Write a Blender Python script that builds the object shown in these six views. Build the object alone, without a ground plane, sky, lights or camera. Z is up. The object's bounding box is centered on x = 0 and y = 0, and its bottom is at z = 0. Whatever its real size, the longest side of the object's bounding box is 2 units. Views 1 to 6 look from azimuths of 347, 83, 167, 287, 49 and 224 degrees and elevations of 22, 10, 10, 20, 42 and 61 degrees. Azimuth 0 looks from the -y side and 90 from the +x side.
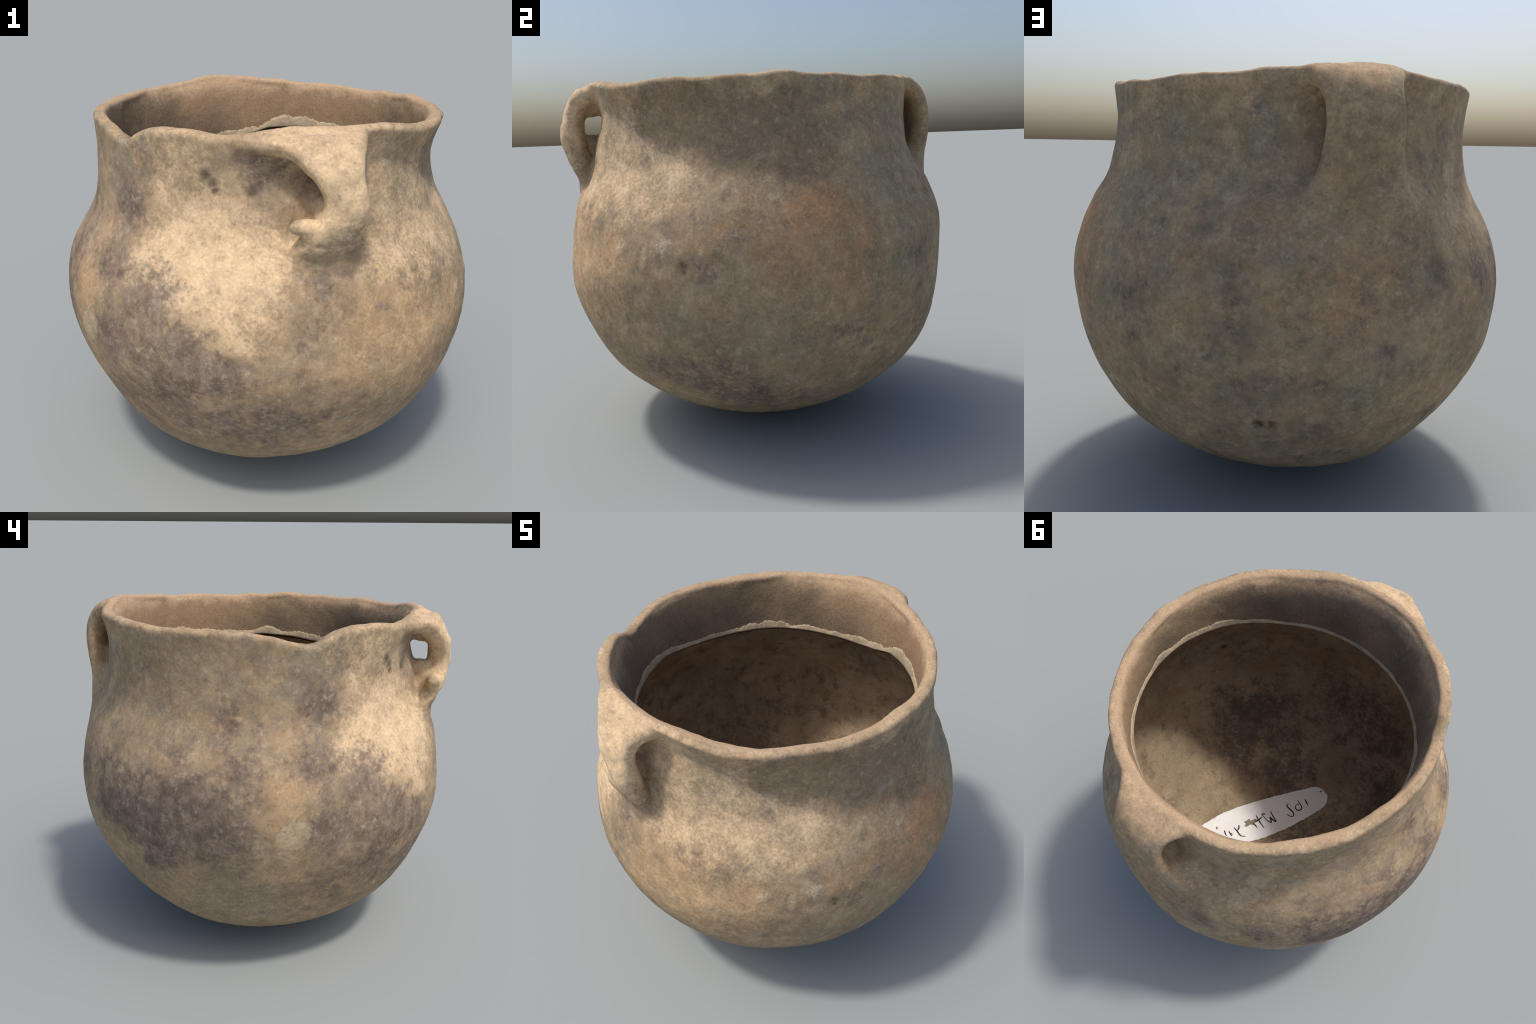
# ---------------------------------------------------------------- helpers
import bpy, bmesh, math, random
import numpy as np
from mathutils import Vector, noise
from mathutils.bvhtree import BVHTree

random.seed(7)
noise.seed_set(7)
for ob in list(bpy.data.objects):
    bpy.data.objects.remove(ob)

# ---------------------------------------------------------------- shape of the pot
# height, mean radius, centre x, centre y, then the out-of-round terms
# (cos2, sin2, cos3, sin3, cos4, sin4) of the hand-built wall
PROFILE = np.array([
    (0.00, -0.0000, -0.0001, -0.0013, 0.0002, -0.0001, -0.0001, 0.0001, -0.0001, -0.0001),
    (0.02, 0.1700, 0.0040, 0.0090, 0.0002, -0.0002, -0.0001, 0.0002, -0.0000, 0.0001),
    (0.06, 0.3340, 0.0040, 0.0120, -0.0008, 0.0004, 0.0005, 0.0001, 0.0005, 0.0006),
    (0.13, 0.5300, 0.0008, 0.0130, -0.0051, 0.0026, 0.0027, -0.0013, 0.0031, 0.0017),
    (0.22, 0.6767, 0.0033, 0.0131, -0.0090, 0.0075, 0.0037, -0.0056, 0.0036, 0.0002),
    (0.34, 0.8001, 0.0078, 0.0077, -0.0055, 0.0067, -0.0029, -0.0026, 0.0037, -0.0007),
    (0.48, 0.8895, 0.0112, 0.0051, -0.0059, 0.0035, -0.0018, -0.0001, 0.0007, -0.0029),
    (0.64, 0.9562, 0.0054, -0.0022, -0.0025, 0.0051, -0.0001, 0.0029, -0.0059, -0.0003),
    (0.80, 0.9899, 0.0006, -0.0053, -0.0002, 0.0061, -0.0015, 0.0031, -0.0051, 0.0017),
    (0.96, 0.9902, 0.0018, 0.0012, 0.0039, 0.0041, -0.0004, 0.0001, 0.0000, 0.0028),
    (1.10, 0.9644, 0.0026, -0.0006, -0.0024, 0.0084, -0.0017, -0.0026, 0.0041, 0.0034),
    (1.22, 0.9138, 0.0058, -0.0080, -0.0063, 0.0077, 0.0015, 0.0003, 0.0019, 0.0031),
    (1.34, 0.8445, 0.0013, -0.0098, -0.0034, 0.0057, 0.0028, 0.0020, -0.0009, 0.0033),
    (1.46, 0.8114, -0.0085, -0.0032, -0.0030, 0.0094, 0.0015, 0.0070, 0.0023, 0.0082),
    (1.58, 0.7957, -0.0158, 0.0086, 0.0005, 0.0072, 0.0037, 0.0003, 0.0023, 0.0022),
    (1.70, 0.8207, -0.0155, -0.0111, -0.0139, -0.0007, 0.0063, -0.0007, 0.0019, 0.0007),
])
# rim height: mean, then cos/sin pairs of the wavy hand-pinched lip
RIM_Z = [1.7453, 0.0053, 0.0025, -0.0232, -0.0017, 0.0045, 0.0001, 0.0113, -0.0008,
         -0.0011, 0.003, 0.0004, -0.0037, -0.0032, -0.0011, 0.0054, 0.0048, -0.0021,
         -0.0017, 0.0003, 0.0029, 0.0043, -0.001, -0.0019, -0.0002]
# extra local dips and bumps of the lip: angle (deg), width (deg), height
RIM_NICKS = [(213, 4.5, -0.016), (35, 32, 0.006), (96, 16, -0.008), (150, 25, 0.005), (325, 25, 0.004), (178, 24, 0.005), (0, 400, 0.003)]
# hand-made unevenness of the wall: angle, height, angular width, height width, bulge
BULGES = [(100, 0.68, 15, 0.15, 0.028), (38, 1.29, 42, 0.05, 0.020), (302, 1.64, 27, 0.085, 0.014),
          (238, 1.57, 19, 0.12, 0.034), (316, 1.27, 26, 0.13, -0.022), (232, 1.20, 20, 0.11, -0.015),
          (226, 0.66, 21, 0.12, -0.018), (66, 0.80, 14, 0.18, -0.015), (145, 0.85, 16, 0.15, -0.006),
          (340, 0.30, 20, 0.12, -0.008), (184, 0.23, 27, 0.07, 0.024), (214, 1.46, 10, 0.09, 0.016),
          (107, 1.28, 11, 0.10, 0.040), (86, 1.27, 18, 0.08, 0.026),
          (245, 0.38, 15, 0.12, 0.016), (298, 0.99, 10, 0.08, -0.012), (313, 0.72, 12, 0.12, -0.013),
          (334, 0.72, 11, 0.14, 0.012), (282, 1.10, 12, 0.12, -0.010), (213, 1.60, 13, 0.06, 0.012),
          (300, 1.52, 22, 0.06, 0.012), (326, 1.36, 18, 0.05, -0.009)]
# places where the neck is thicker toward the inside: angle, width, thickness
THICK = [(104, 22, 0.018), (292, 40, 0.034), (226, 17, 0.012), (0, 400, 0.005)]
LIP = 0.018          # height of the rounded lip above the top of the wall
SHEET = 0.005        # thickness of the thin bowl wall below the neck
# height of the lower edge where the neck scan ends, by angle in degrees
LEDGE_Z = np.array([(0, 1.490), (15, 1.503), (30, 1.500), (50, 1.513), (65, 1.511), (75, 1.500), (85, 1.457),
    (95, 1.437), (110, 1.430), (137, 1.432), (150, 1.423), (165, 1.414), (176, 1.416), (187, 1.428), (196, 1.446),
    (208, 1.434), (220, 1.428), (232, 1.414), (245, 1.409), (260, 1.402), (275, 1.400), (302, 1.402), (312, 1.406),
    (323, 1.425), (331, 1.443), (342, 1.462), (352, 1.476), (360, 1.490)])
LEDGE_R = 0.728


def spline(knots_t, knots_v, t):
    """natural cubic spline through rows of control values"""
    n = len(knots_t)
    h = np.diff(knots_t)
    A = np.zeros((n, n)); B = np.zeros((n, n)); A[0, 0] = A[-1, -1] = 1
    for i in range(1, n - 1):
        A[i, i - 1], A[i, i], A[i, i + 1] = h[i - 1], 2 * (h[i - 1] + h[i]), h[i]
        B[i, i - 1], B[i, i], B[i, i + 1] = 6 / h[i - 1], -6 / h[i - 1] - 6 / h[i], 6 / h[i]
    M = np.linalg.solve(A, B @ knots_v)
    t = np.clip(np.asarray(t, float), knots_t[0], knots_t[-1])
    i = np.clip(np.searchsorted(knots_t, t) - 1, 0, n - 2)
    a = (knots_t[i + 1] - t) / h[i]; b = (t - knots_t[i]) / h[i]
    col = (slice(None),) + (None,) * (np.ndim(knots_v) - 1)
    return (a[col] * knots_v[i] + b[col] * knots_v[i + 1]
            + ((a**3 - a)[col] * M[i] + (b**3 - b)[col] * M[i + 1]) * (h[i]**2 / 6)[col])


def rim_z(th):
    z = np.full_like(th, RIM_Z[0])
    for k in range(1, 13):
        z = z + RIM_Z[2 * k - 1] * np.cos(k * th) + RIM_Z[2 * k] * np.sin(k * th)
    for deg, w, h in RIM_NICKS:
        d = (np.degrees(th) - deg + 180) % 360 - 180
        z = z + h * np.exp(-(d / w)**2)
    # fine pinching of the lip
    z = z + 0.004 * np.sin(17 * th + 1.3 * np.sin(3 * th)) * (0.5 + 0.5 * np.sin(2 * th + 1))
    return z


def wall(th, z):
    """outer wall point(s) at angle th and nominal height z (nominal rim = 1.70)"""
    th, z = np.broadcast_arrays(np.asarray(th, float), np.asarray(z, float))
    shp = th.shape
    th, z = th.ravel(), z.ravel()
    v = spline(np.sqrt(PROFILE[:, 0]), PROFILE[:, 1:], np.sqrt(np.clip(z, 0, 1.70)))
    r = (v[:, 0] + v[:, 3] * np.cos(2 * th) + v[:, 4] * np.sin(2 * th)
         + v[:, 5] * np.cos(3 * th) + v[:, 6] * np.sin(3 * th)
         + v[:, 7] * np.cos(4 * th) + v[:, 8] * np.sin(4 * th))
    deg = np.degrees(th)
    for a0, z0, wa, wz, h in BULGES:
        d = (deg - a0 + 180) % 360 - 180
        r = r + h * np.exp(-(d / wa)**2 - ((z - z0) / wz)**2)
    zz = np.where(z > 1.3, 1.3 + (z - 1.3) * (rim_z(th) - LIP - 1.3) / 0.40, z)
    return np.stack([v[:, 1] + r * np.cos(th), v[:, 2] + r * np.sin(th), zz], -1).reshape(shp + (3,))


def outer_radius(x, y, z):
    """radius and centre of the wall at a real height z below point x, y"""
    th = np.arctan2(y, x)
    zn = np.where(z > 1.3, 1.3 + (z - 1.3) * 0.40 / (rim_z(th) - LIP - 1.3), z)
    p = wall(th, np.clip(zn, 0, 1.70))
    return np.hypot(p[..., 0], p[..., 1]), np.hypot(x, y)


def make_mesh(name, verts, faces, smooth=True):
    me = bpy.data.meshes.new(name)
    me.from_pydata([tuple(v) for v in verts], [], [tuple(f) for f in faces])
    me.validate()
    me.update()
    if smooth:
        me.polygons.foreach_set('use_smooth', [True] * len(me.polygons))
    return me


def add_object(name, me, parent=None):
    ob = bpy.data.objects.new(name, me)
    bpy.context.scene.collection.objects.link(ob)
    if parent:
        ob.parent = parent
    return ob


def loft(rings, cap=True, closed_ring=True):
    """quads between equal-length rings of points"""
    n = len(rings[0]); V = [p for r in rings for p in r]; F = []
    for i in range(len(rings) - 1):
        for j in range(n if closed_ring else n - 1):
            k = (j + 1) % n
            F.append((i * n + j, i * n + k, (i + 1) * n + k, (i + 1) * n + j))
    if cap:
        F.append(tuple(range(n - 1, -1, -1)))
        F.append(tuple(range((len(rings) - 1) * n, len(rings) * n)))
    return V, F


# ---------------------------------------------------------------- raw solids, then one skin
SEG = 240
TH = np.linspace(0, 2 * np.pi, SEG, endpoint=False)


def ledge_z(th):
    return np.interp(np.degrees(th) % 360, LEDGE_Z[:, 0], LEDGE_Z[:, 1])


def lining(th, f):
    """inner face of the neck: f = 0 at the lip, 1 at the ledge"""
    f = np.broadcast_to(np.asarray(f, float), th.shape)
    top = wall(th, np.full(len(th), 1.70))
    rt = np.hypot(top[:, 0], top[:, 1]) - 0.064
    a = np.arctan2(top[:, 1], top[:, 0])
    swell = sum(h * np.exp(-(((np.degrees(th) - a0 + 180) % 360 - 180) / wa)**2) for a0, wa, h in THICK)
    r = rt * (1 - f) + LEDGE_R * f - swell * np.sin(np.pi * np.clip(f, 0, 1)**0.7)
    z = top[:, 2] * (1 - f) + ledge_z(th) * f
    return np.stack([r * np.cos(a), r * np.sin(a), z], -1)


def vessel_solid():
    rings = []
    zs = np.linspace(0.0, math.sqrt(1.70), 90)[1:]**2
    for z in zs:
        rings.append(wall(TH, np.full(SEG, z)))
    # rounded lip: half circle from the outer to the inner edge
    top = wall(TH, np.full(SEG, 1.70))
    inward = -np.stack([np.cos(TH), np.sin(TH), 0 * TH], -1)
    thick = 0.064 + 0.005 * np.sin(5 * TH + 1) + 0.003 * np.sin(11 * TH)
    for a in np.radians([25, 50, 75, 90, 105, 130, 155, 180]):
        rings.append(top + inward * (thick * (1 - np.cos(a)) / 2)[:, None]
                     + np.array([0, 0, 1]) * (0.022 * np.sin(a)**0.6))
    # inner face of the neck, down to below the ledge, then a floor (cut away later)
    for f in np.linspace(0.04, 1, 16):
        rings.append(lining(TH, f))
    low = lining(TH, np.ones(SEG)); low[:, 2] -= 0.05
    rings.append(low)
    V, F = loft([list(map(tuple, r)) for r in rings])
    return V, F


def strap_solid(side, stations):
    """strap handle: (|y|, z, half thickness, left x, right x) from rim to shoulder"""
    S = np.array(stations)
    t = np.linspace(0, 1, len(S)); tt = np.linspace(0, 1, 60)
    C = spline(t, S, tt)
    dy = np.gradient(C[:, 0]); dz = np.gradient(C[:, 1])
    ln = np.hypot(dy, dz); ny, nz = -dz / ln, dy / ln     # outward normal in the y,z plane
    rings = []
    for c, a, b in zip(C, ny, nz):
        xc, hw, h = (c[3] + c[4]) / 2, (c[4] - c[3]) / 2, c[2]
        ring = []
        for u in np.linspace(0, 2 * np.pi, 36, endpoint=False):
            cu, su = math.cos(u), math.sin(u)
            ex = math.copysign(abs(cu)**0.55, cu)
            ey = math.copysign(abs(su)**0.75, su)
            off = h * ey
            if su < 0:
                off -= 0.016 * (1 - ex * ex)           # the inside of the strap is fuller
            ring.append((xc + hw * ex, side * (c[0] + a * off), c[1] + b * off))
        rings.append(ring if side < 0 else ring[::-1])
    return loft(rings)


def ball(c, r, squash=(1, 1, 1)):
    bm = bmesh.new()
    bmesh.ops.create_icosphere(bm, subdivisions=3, radius=1)
    V = [(c[0] + v.co.x * r * squash[0], c[1] + v.co.y * r * squash[1], c[2] + v.co.z * r * squash[2]) for v in bm.verts]
    bm.verts.index_update()
    F = [tuple(v.index for v in f.verts) for f in bm.faces]
    bm.free()
    return V, F


FRONT_STRAP = [
    (0.790, 1.722, 0.036, -0.32, 0.18), (0.838, 1.724, 0.042, -0.25, 0.165),
    (0.890, 1.700, 0.048, -0.165, 0.140), (0.931, 1.632, 0.048, -0.085, 0.124),
    (0.944, 1.550, 0.049, -0.038, 0.132), (0.940, 1.480, 0.052, -0.040, 0.135),
    (0.920, 1.410, 0.054, -0.090, 0.134), (0.893, 1.345, 0.047, -0.125, 0.134),
    (0.878, 1.300, 0.044, -0.130, 0.130), (0.876, 1.250, 0.045, -0.135, 0.140), (0.880, 1.180, 0.045, -0.14, 0.15)]
BACK_STRAP = [
    (0.775, 1.734, 0.040, -0.26, 0.22), (0.828, 1.738, 0.043, -0.235, 0.150),
    (0.885, 1.700, 0.045, -0.205, 0.105), (0.922, 1.632, 0.046, -0.196, 0.090),
    (0.931, 1.560, 0.045, -0.196, 0.089), (0.926, 1.490, 0.046, -0.200, 0.095),
    (0.912, 1.420, 0.048, -0.215, 0.108), (0.893, 1.355, 0.050, -0.245, 0.135),
    (0.884, 1.300, 0.050, -0.270, 0.155), (0.882, 1.240, 0.048, -0.28, 0.17), (0.882, 1.160, 0.046, -0.28, 0.18)]


def join(parts):
    V, F = [], []
    for v, f in parts:
        o = len(V)
        V += list(v); F += [tuple(i + o for i in g) for g in f]
    return V, F


def remesh(V, F, voxel):
    me = make_mesh('raw', V, F)
    ob = add_object('raw', me)
    bm = bmesh.new(); bm.from_mesh(me)
    bmesh.ops.recalc_face_normals(bm, faces=bm.faces)
    bm.to_mesh(me); bm.free()
    m = ob.modifiers.new('skin', 'REMESH'); m.mode = 'VOXEL'; m.voxel_size = voxel; m.adaptivity = 0
    dg = bpy.context.evaluated_depsgraph_get()
    out = bpy.data.meshes.new_from_object(ob.evaluated_get(dg))
    bpy.data.objects.remove(ob); bpy.data.meshes.remove(me)
    P = np.empty(len(out.vertices) * 3); out.vertices.foreach_get('co', P)
    E = np.empty(len(out.edges) * 2, int); out.edges.foreach_get('vertices', E)
    return out, P.reshape(-1, 3), E.reshape(-1, 2)


def relax(P, E, weight, n):
    deg = np.bincount(E.ravel(), minlength=len(P)).astype(float)[:, None]
    for _ in range(n):
        for lam in (0.5, -0.52 if weight is None else 0.0):
            if lam == 0.0:
                continue
            acc = np.stack([np.bincount(E[:, 0], P[E[:, 1], k], len(P)) + np.bincount(E[:, 1], P[E[:, 0], k], len(P)) for k in range(3)], 1)
            d = acc / deg - P
            P = P + lam * d * (1.0 if weight is None else weight[:, None])
    return P


def normals_of(me):
    N = np.empty(len(me.vertices) * 3)
    me.vertex_normals.foreach_get('vector', N)
    return N.reshape(-1, 3)


solids = [vessel_solid(), strap_solid(-1, FRONT_STRAP), strap_solid(1, BACK_STRAP),
          ball((-0.090, -0.928, 1.436), 0.050, (1.35, 0.75, 0.75)), ball((-0.055, -0.93, 1.41), 0.045, (1.3, 0.8, 0.8)),
          ball((-0.035, -0.920, 1.425), 0.052, (1.3, 0.9, 0.85)),
          ball((-0.05, -0.895, 1.735), 0.055, (1.4, 0.8, 0.6)),
          # scan fill narrowing both ends of the handle holes
          ball((0.00, -0.85, 1.415), 0.118, (0.42, 0.8, 1.0)), ball((0.00, -0.845, 1.69), 0.085, (0.6, 0.9, 0.95)),
          ball((-0.09, 0.845, 1.42), 0.11, (0.62, 0.75, 1.0)), ball((0.04, 0.86, 1.335), 0.08, (1.0, 0.6, 1.0)),
          ball((-0.19, 0.815, 1.37), 0.080, (1.0, 0.6, 1.1)), ball((-0.08, 0.835, 1.69), 0.085, (0.7, 0.9, 0.95))]
skin, P, E = remesh(*join(solids), 0.0095)
P = relax(P, E, None, 3)
near_handle = np.clip((0.30 - np.abs(np.abs(P[:, 1]) - 0.85)) / 0.1, 0, 1) * np.clip((0.42 - np.abs(P[:, 0])) / 0.1, 0, 1) * np.clip((P[:, 2] - 1.18) / 0.1, 0, 1)
ro, rr = outer_radius(P[:, 0], P[:, 1], P[:, 2])
near_handle *= np.clip((rr - ro + 0.03) / 0.02, 0, 1)
P = relax(P, E, near_handle * np.where(P[:, 1] < 0, 0.6, 0.8), 6)
P = relax(P, E, near_handle * (P[:, 1] > 0) * np.clip((1.46 - P[:, 2]) / 0.08, 0, 1), 30)

# ---------------------------------------------------------------- relief of the surface
# local dents and lumps: x, y, z, radius (along x, y, z), depth (+ out, - in)
RELIEF = [
    (0.83, -0.51, 1.03, .06, .05, .04, .008), (0.70, -0.68, 1.02, .05, .05, .035, .006),      # slip lumps
    (0.78, -0.60, 1.02, .02, .02, .09, -.007), (0.905, -0.42, .955, .03, .016, .030, -.011),     # crease, pit
    (0.28, 0.87, .478, .045, .03, .007, -.008),                                                # scratch near the base
    (-0.67, -0.49, 1.50, .03, .03, .06, .006), (-0.70, -0.46, 1.43, .05, .05, .04, -.004),       # flaked slip edge
    (-0.40, -0.70, 1.575, .014, .02, .035, -.008), (-0.24, -0.765, 1.55, .018, .02, .016, -.007),  # scars beside the handle
    (-0.03, -0.93, 1.745, .03, .03, .012, -.008), (0.02, -0.965, 1.69, .022, .02, .022, -.010),
    (0.07, -0.99, 1.60, .03, .02, .022, -.008), (0.10, -0.985, 1.57, .018, .02, .03, .007),
    (-0.02, -0.985, 1.63, .03, .03, .03, .008), (-0.02, -0.94, 1.365, .13, .05, .012, -.006),
     (-0.06, 0.985, 1.44, .05, .03, .03, .005)]
skin.vertices.foreach_set('co', P.ravel()); skin.update()
N = normals_of(skin)
lumps = np.array([0.003 * noise.noise(Vector(p) * 2.3) + 0.003 * noise.noise(Vector(p) * 6.1 + Vector((3, 1, 8)))
                  + 0.0016 * noise.noise(Vector(p) * 17) for p in P])
lip_zone = np.clip((P[:, 2] - rim_z(np.arctan2(P[:, 1], P[:, 0])) + 0.06) / 0.05, 0, 1)
lumps += lip_zone * np.array([0.0045 * noise.noise(Vector(p) * 13 + Vector((1, 9, 4))) + 0.0012 * noise.noise(Vector(p) * 30) if k > 0.02 else 0.0 for p, k in zip(P, lip_zone)])
knob = near_handle * (P[:, 1] < 0)
lumps += knob * np.array([0.008 * noise.noise(Vector(p) * 9) + 0.002 * noise.noise(Vector(p) * 23 + Vector((5, 5, 1))) if k > 0.02 else 0.0 for p, k in zip(P, knob)])
for x, y, z, rx, ry, rz, d in RELIEF:
    q = ((P[:, 0] - x) / rx)**2 + ((P[:, 1] - y) / ry)**2 + ((P[:, 2] - z) / rz)**2
    lumps += d * np.exp(-q)
P = P + N * lumps[:, None]
P[:, 2] -= P[:, 2].min()
skin.vertices.foreach_set('co', P.ravel()); skin.update()
N = normals_of(skin)
tree = BVHTree.FromPolygons([Vector(p) for p in P], [tuple(f.vertices) for f in skin.polygons])

# ---------------------------------------------------------------- split the one skin by region
nf = len(skin.polygons)
LS = np.empty(nf, int); LT = np.empty(nf, int)
skin.polygons.foreach_get('loop_start', LS); skin.polygons.foreach_get('loop_total', LT)
LV = np.empty(len(skin.loops), int); skin.loops.foreach_get('vertex_index', LV)
quads = LV.reshape(-1, 4) if (LT == 4).all() else None
assert quads is not None
C = P[quads].mean(1)
ro, rr = outer_radius(C[:, 0], C[:, 1], C[:, 2])
th = np.arctan2(C[:, 1], C[:, 0])
fn = np.cross(P[quads[:, 1]] - P[quads[:, 0]], P[quads[:, 2]] - P[quads[:, 0]])
fn /= np.linalg.norm(fn, axis=1)[:, None]
lz = ledge_z(th)
radial_n = fn[:, 0] * np.cos(th) + fn[:, 1] * np.sin(th)
in_cup = (C[:, 2] > 1.2) & ((rr < ro - 0.03) | ((radial_n < -0.25) & (rr < ro - 0.006)))
is_floor = in_cup & ((C[:, 2] < lz - 0.004) | (rr < 0.68))
is_in = in_cup & ~is_floor
is_strap = (~in_cup) & (rr > ro + 0.022) & (np.abs(C[:, 0]) < 0.40) & (C[:, 2] > 1.27)
is_neck = (~in_cup) & (~is_strap) & (C[:, 2] > 1.36)
region = np.where(is_in, 1, np.where(is_strap & (C[:, 1] < 0), 3, np.where(is_strap, 4, np.where(is_neck, 2, 0))))
region[is_floor] = 9


def region_mesh(name, sel):
    q = quads[sel]
    idx, inv = np.unique(q, return_inverse=True)
    me = bpy.data.meshes.new(name)
    me.vertices.add(len(idx)); me.vertices.foreach_set('co', P[idx].ravel())
    me.loops.add(q.size); me.loops.foreach_set('vertex_index', inv.ravel().astype(np.int32))
    me.polygons.add(len(q)); me.polygons.foreach_set('loop_start', np.arange(len(q), dtype=np.int32) * 4)
    me.polygons.foreach_set('use_smooth', np.ones(len(q), bool))
    me.update(calc_edges=True)
    me.normals_split_custom_set_from_vertices([tuple(n) for n in N[idx]])
    return me


pot = bpy.data.objects.new('clay_jar', None)
bpy.context.scene.collection.objects.link(pot)
pot['label'] = 'weathered round-bottomed clay jar with two strap handles'
pot['category'] = 'pottery jar'
parts = {}
for k, nm in enumerate(['body', 'throat', 'neck', 'handle', 'handle']):
    me = region_mesh(nm, region == k)
    parts[k] = add_object(nm, me, pot)

# ---------------------------------------------------------------- thin bowl lining
def bowl_lining():
    n = 256
    t = np.linspace(0, 2 * np.pi, n, endpoint=False)
    rings = []
    for f in np.linspace(0, 1, 4):                       # underside of the ledge, out to the bowl wall
        a = lining(t, np.ones(n)); a[:, 2] -= 0.016
        zn = 1.3 + (a[:, 2] - 0.03 - 1.3) * 0.40 / (rim_z(t) - LIP - 1.3)
        b = wall(t, np.where(a[:, 2] - 0.03 > 1.3, zn, a[:, 2] - 0.03)) * np.array([0.987, 0.987, 1])
        rings.append(a * (1 - f) + b * f)
    start = ledge_z(t) - 0.06
    for z in np.linspace(math.sqrt(1.38), 0.05, 130)**2:
        p = wall(t, np.minimum(z, start))
        steep = np.clip((0.9 - z) / 0.9, 0, 1)**2        # offset turns from sideways to upward
        r = np.hypot(p[:, 0], p[:, 1])
        k = (r - SHEET * (1 - steep)) / np.maximum(r, 1e-6)
        p[:, :2] *= np.clip(k, 0, 1)[:, None]
        p[:, 2] += SHEET * steep * 1.0 + 0.001
        nz = np.array([noise.noise(Vector(q) * 3.1) * 0.003 for q in p])
        p[:, 2] += np.abs(nz) * steep
        rings.append(p)
    V, F = loft([list(map(tuple, r)) for r in rings], cap=False)
    F.append(tuple(range((len(rings) - 1) * n, len(rings) * n)))
    me = make_mesh('inner_bowl', V, F)
    bm = bmesh.new(); bm.from_mesh(me); bmesh.ops.recalc_face_normals(bm, faces=bm.faces)
    if sum(f.normal.dot(-f.calc_center_median() + Vector((0, 0, 1))) for f in bm.faces) < 0:
        bmesh.ops.reverse_faces(bm, faces=bm.faces)
    bm.to_mesh(me); bm.free()
    return me


def keep_inside(me):
    """hold the thin lining just inside the finished outer wall"""
    f = quads[(region == 0) | (region == 2)]
    outer = BVHTree.FromPolygons([Vector(p) for p in P], [tuple(q) for q in f])
    for v in me.vertices:
        q, n, _, d = outer.find_nearest(v.co, 0.08)
        if q is not None:
            s = (v.co - q).dot(n)
            if s > -SHEET or v.co.z < 1.3:
                v.co = v.co + n * (-SHEET - s)
    me.update()


inner_bowl = add_object('inner_bowl', bowl_lining(), pot)
keep_inside(inner_bowl.data)
bowl_tree = BVHTree.FromPolygons([v.co for v in inner_bowl.data.vertices], [tuple(f.vertices) for f in inner_bowl.data.polygons])


# ---------------------------------------------------------------- pale scan artefact: ledge under the neck
BAND = np.array([(0, .026), (8, .02), (13, .036), (20, .018), (37, .020), (51, .026), (57, .045), (65, .052), (74, .03),
                 (85, .028), (93, .034), (110, .016), (130, .022), (141, .042), (150, .022), (166, .014), (179, .014),
                 (199, .026), (211, .032), (222, .02), (240, .012), (270, .012), (290, .016), (316, .012), (330, .018),
                 (341, .030), (349, .030), (360, .026)])


def ledge_mesh():
    n = 1200
    t = np.linspace(0, 2 * np.pi, n, endpoint=False)
    zl = ledge_z(t)
    rag = np.array([noise.noise(Vector((math.cos(a) * 7, math.sin(a) * 7, 2))) * 0.7
                    + noise.noise(Vector((math.cos(a) * 30, math.sin(a) * 30, 2))) * 0.3
                    + noise.noise(Vector((math.cos(a) * 90, math.sin(a) * 90, 9))) * 0.25 for a in t])
    high = np.interp(np.degrees(t), BAND[:, 0], BAND[:, 1]) * np.clip(1.0 + 1.1 * rag, 0.12, 1.35) + 0.002
    top = wall(t, np.full(n, 1.70))[:, 2]
    span = top - zl
    rings = []

    def at(h, proud):
        p = lining(t, 1 - h / span)
        r = np.hypot(p[:, 0], p[:, 1])
        p[:, :2] *= ((r - proud) / r)[:, None]
        return p
    rings.append(at(high + 0.002, -0.012)); rings.append(at(high, 0.003)); rings.append(at(high * 0.66, 0.005))
    rings.append(at(high * 0.33, 0.008)); rings.append(at(high * 0.0 + 0.002, 0.010))
    p = at(0 * high, 0.009); p[:, 2] -= 0.006; rings.append(p)
    p = at(0 * high, -0.02); p[:, 2] -= 0.010; rings.append(p)
    V, F = loft([list(map(tuple, r)) for r in rings], cap=False)
    m = len(rings)
    F += [((m - 1) * n + j, (m - 1) * n + (j + 1) % n, (j + 1) % n, j) for j in range(n)]
    me = make_mesh('scan_ledge', V, F)
    bm = bmesh.new(); bm.from_mesh(me); bmesh.ops.recalc_face_normals(bm, faces=bm.faces); bm.to_mesh(me); bm.free()
    return me


scan_ledge = add_object('scan_ledge', ledge_mesh(), pot)

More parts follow.
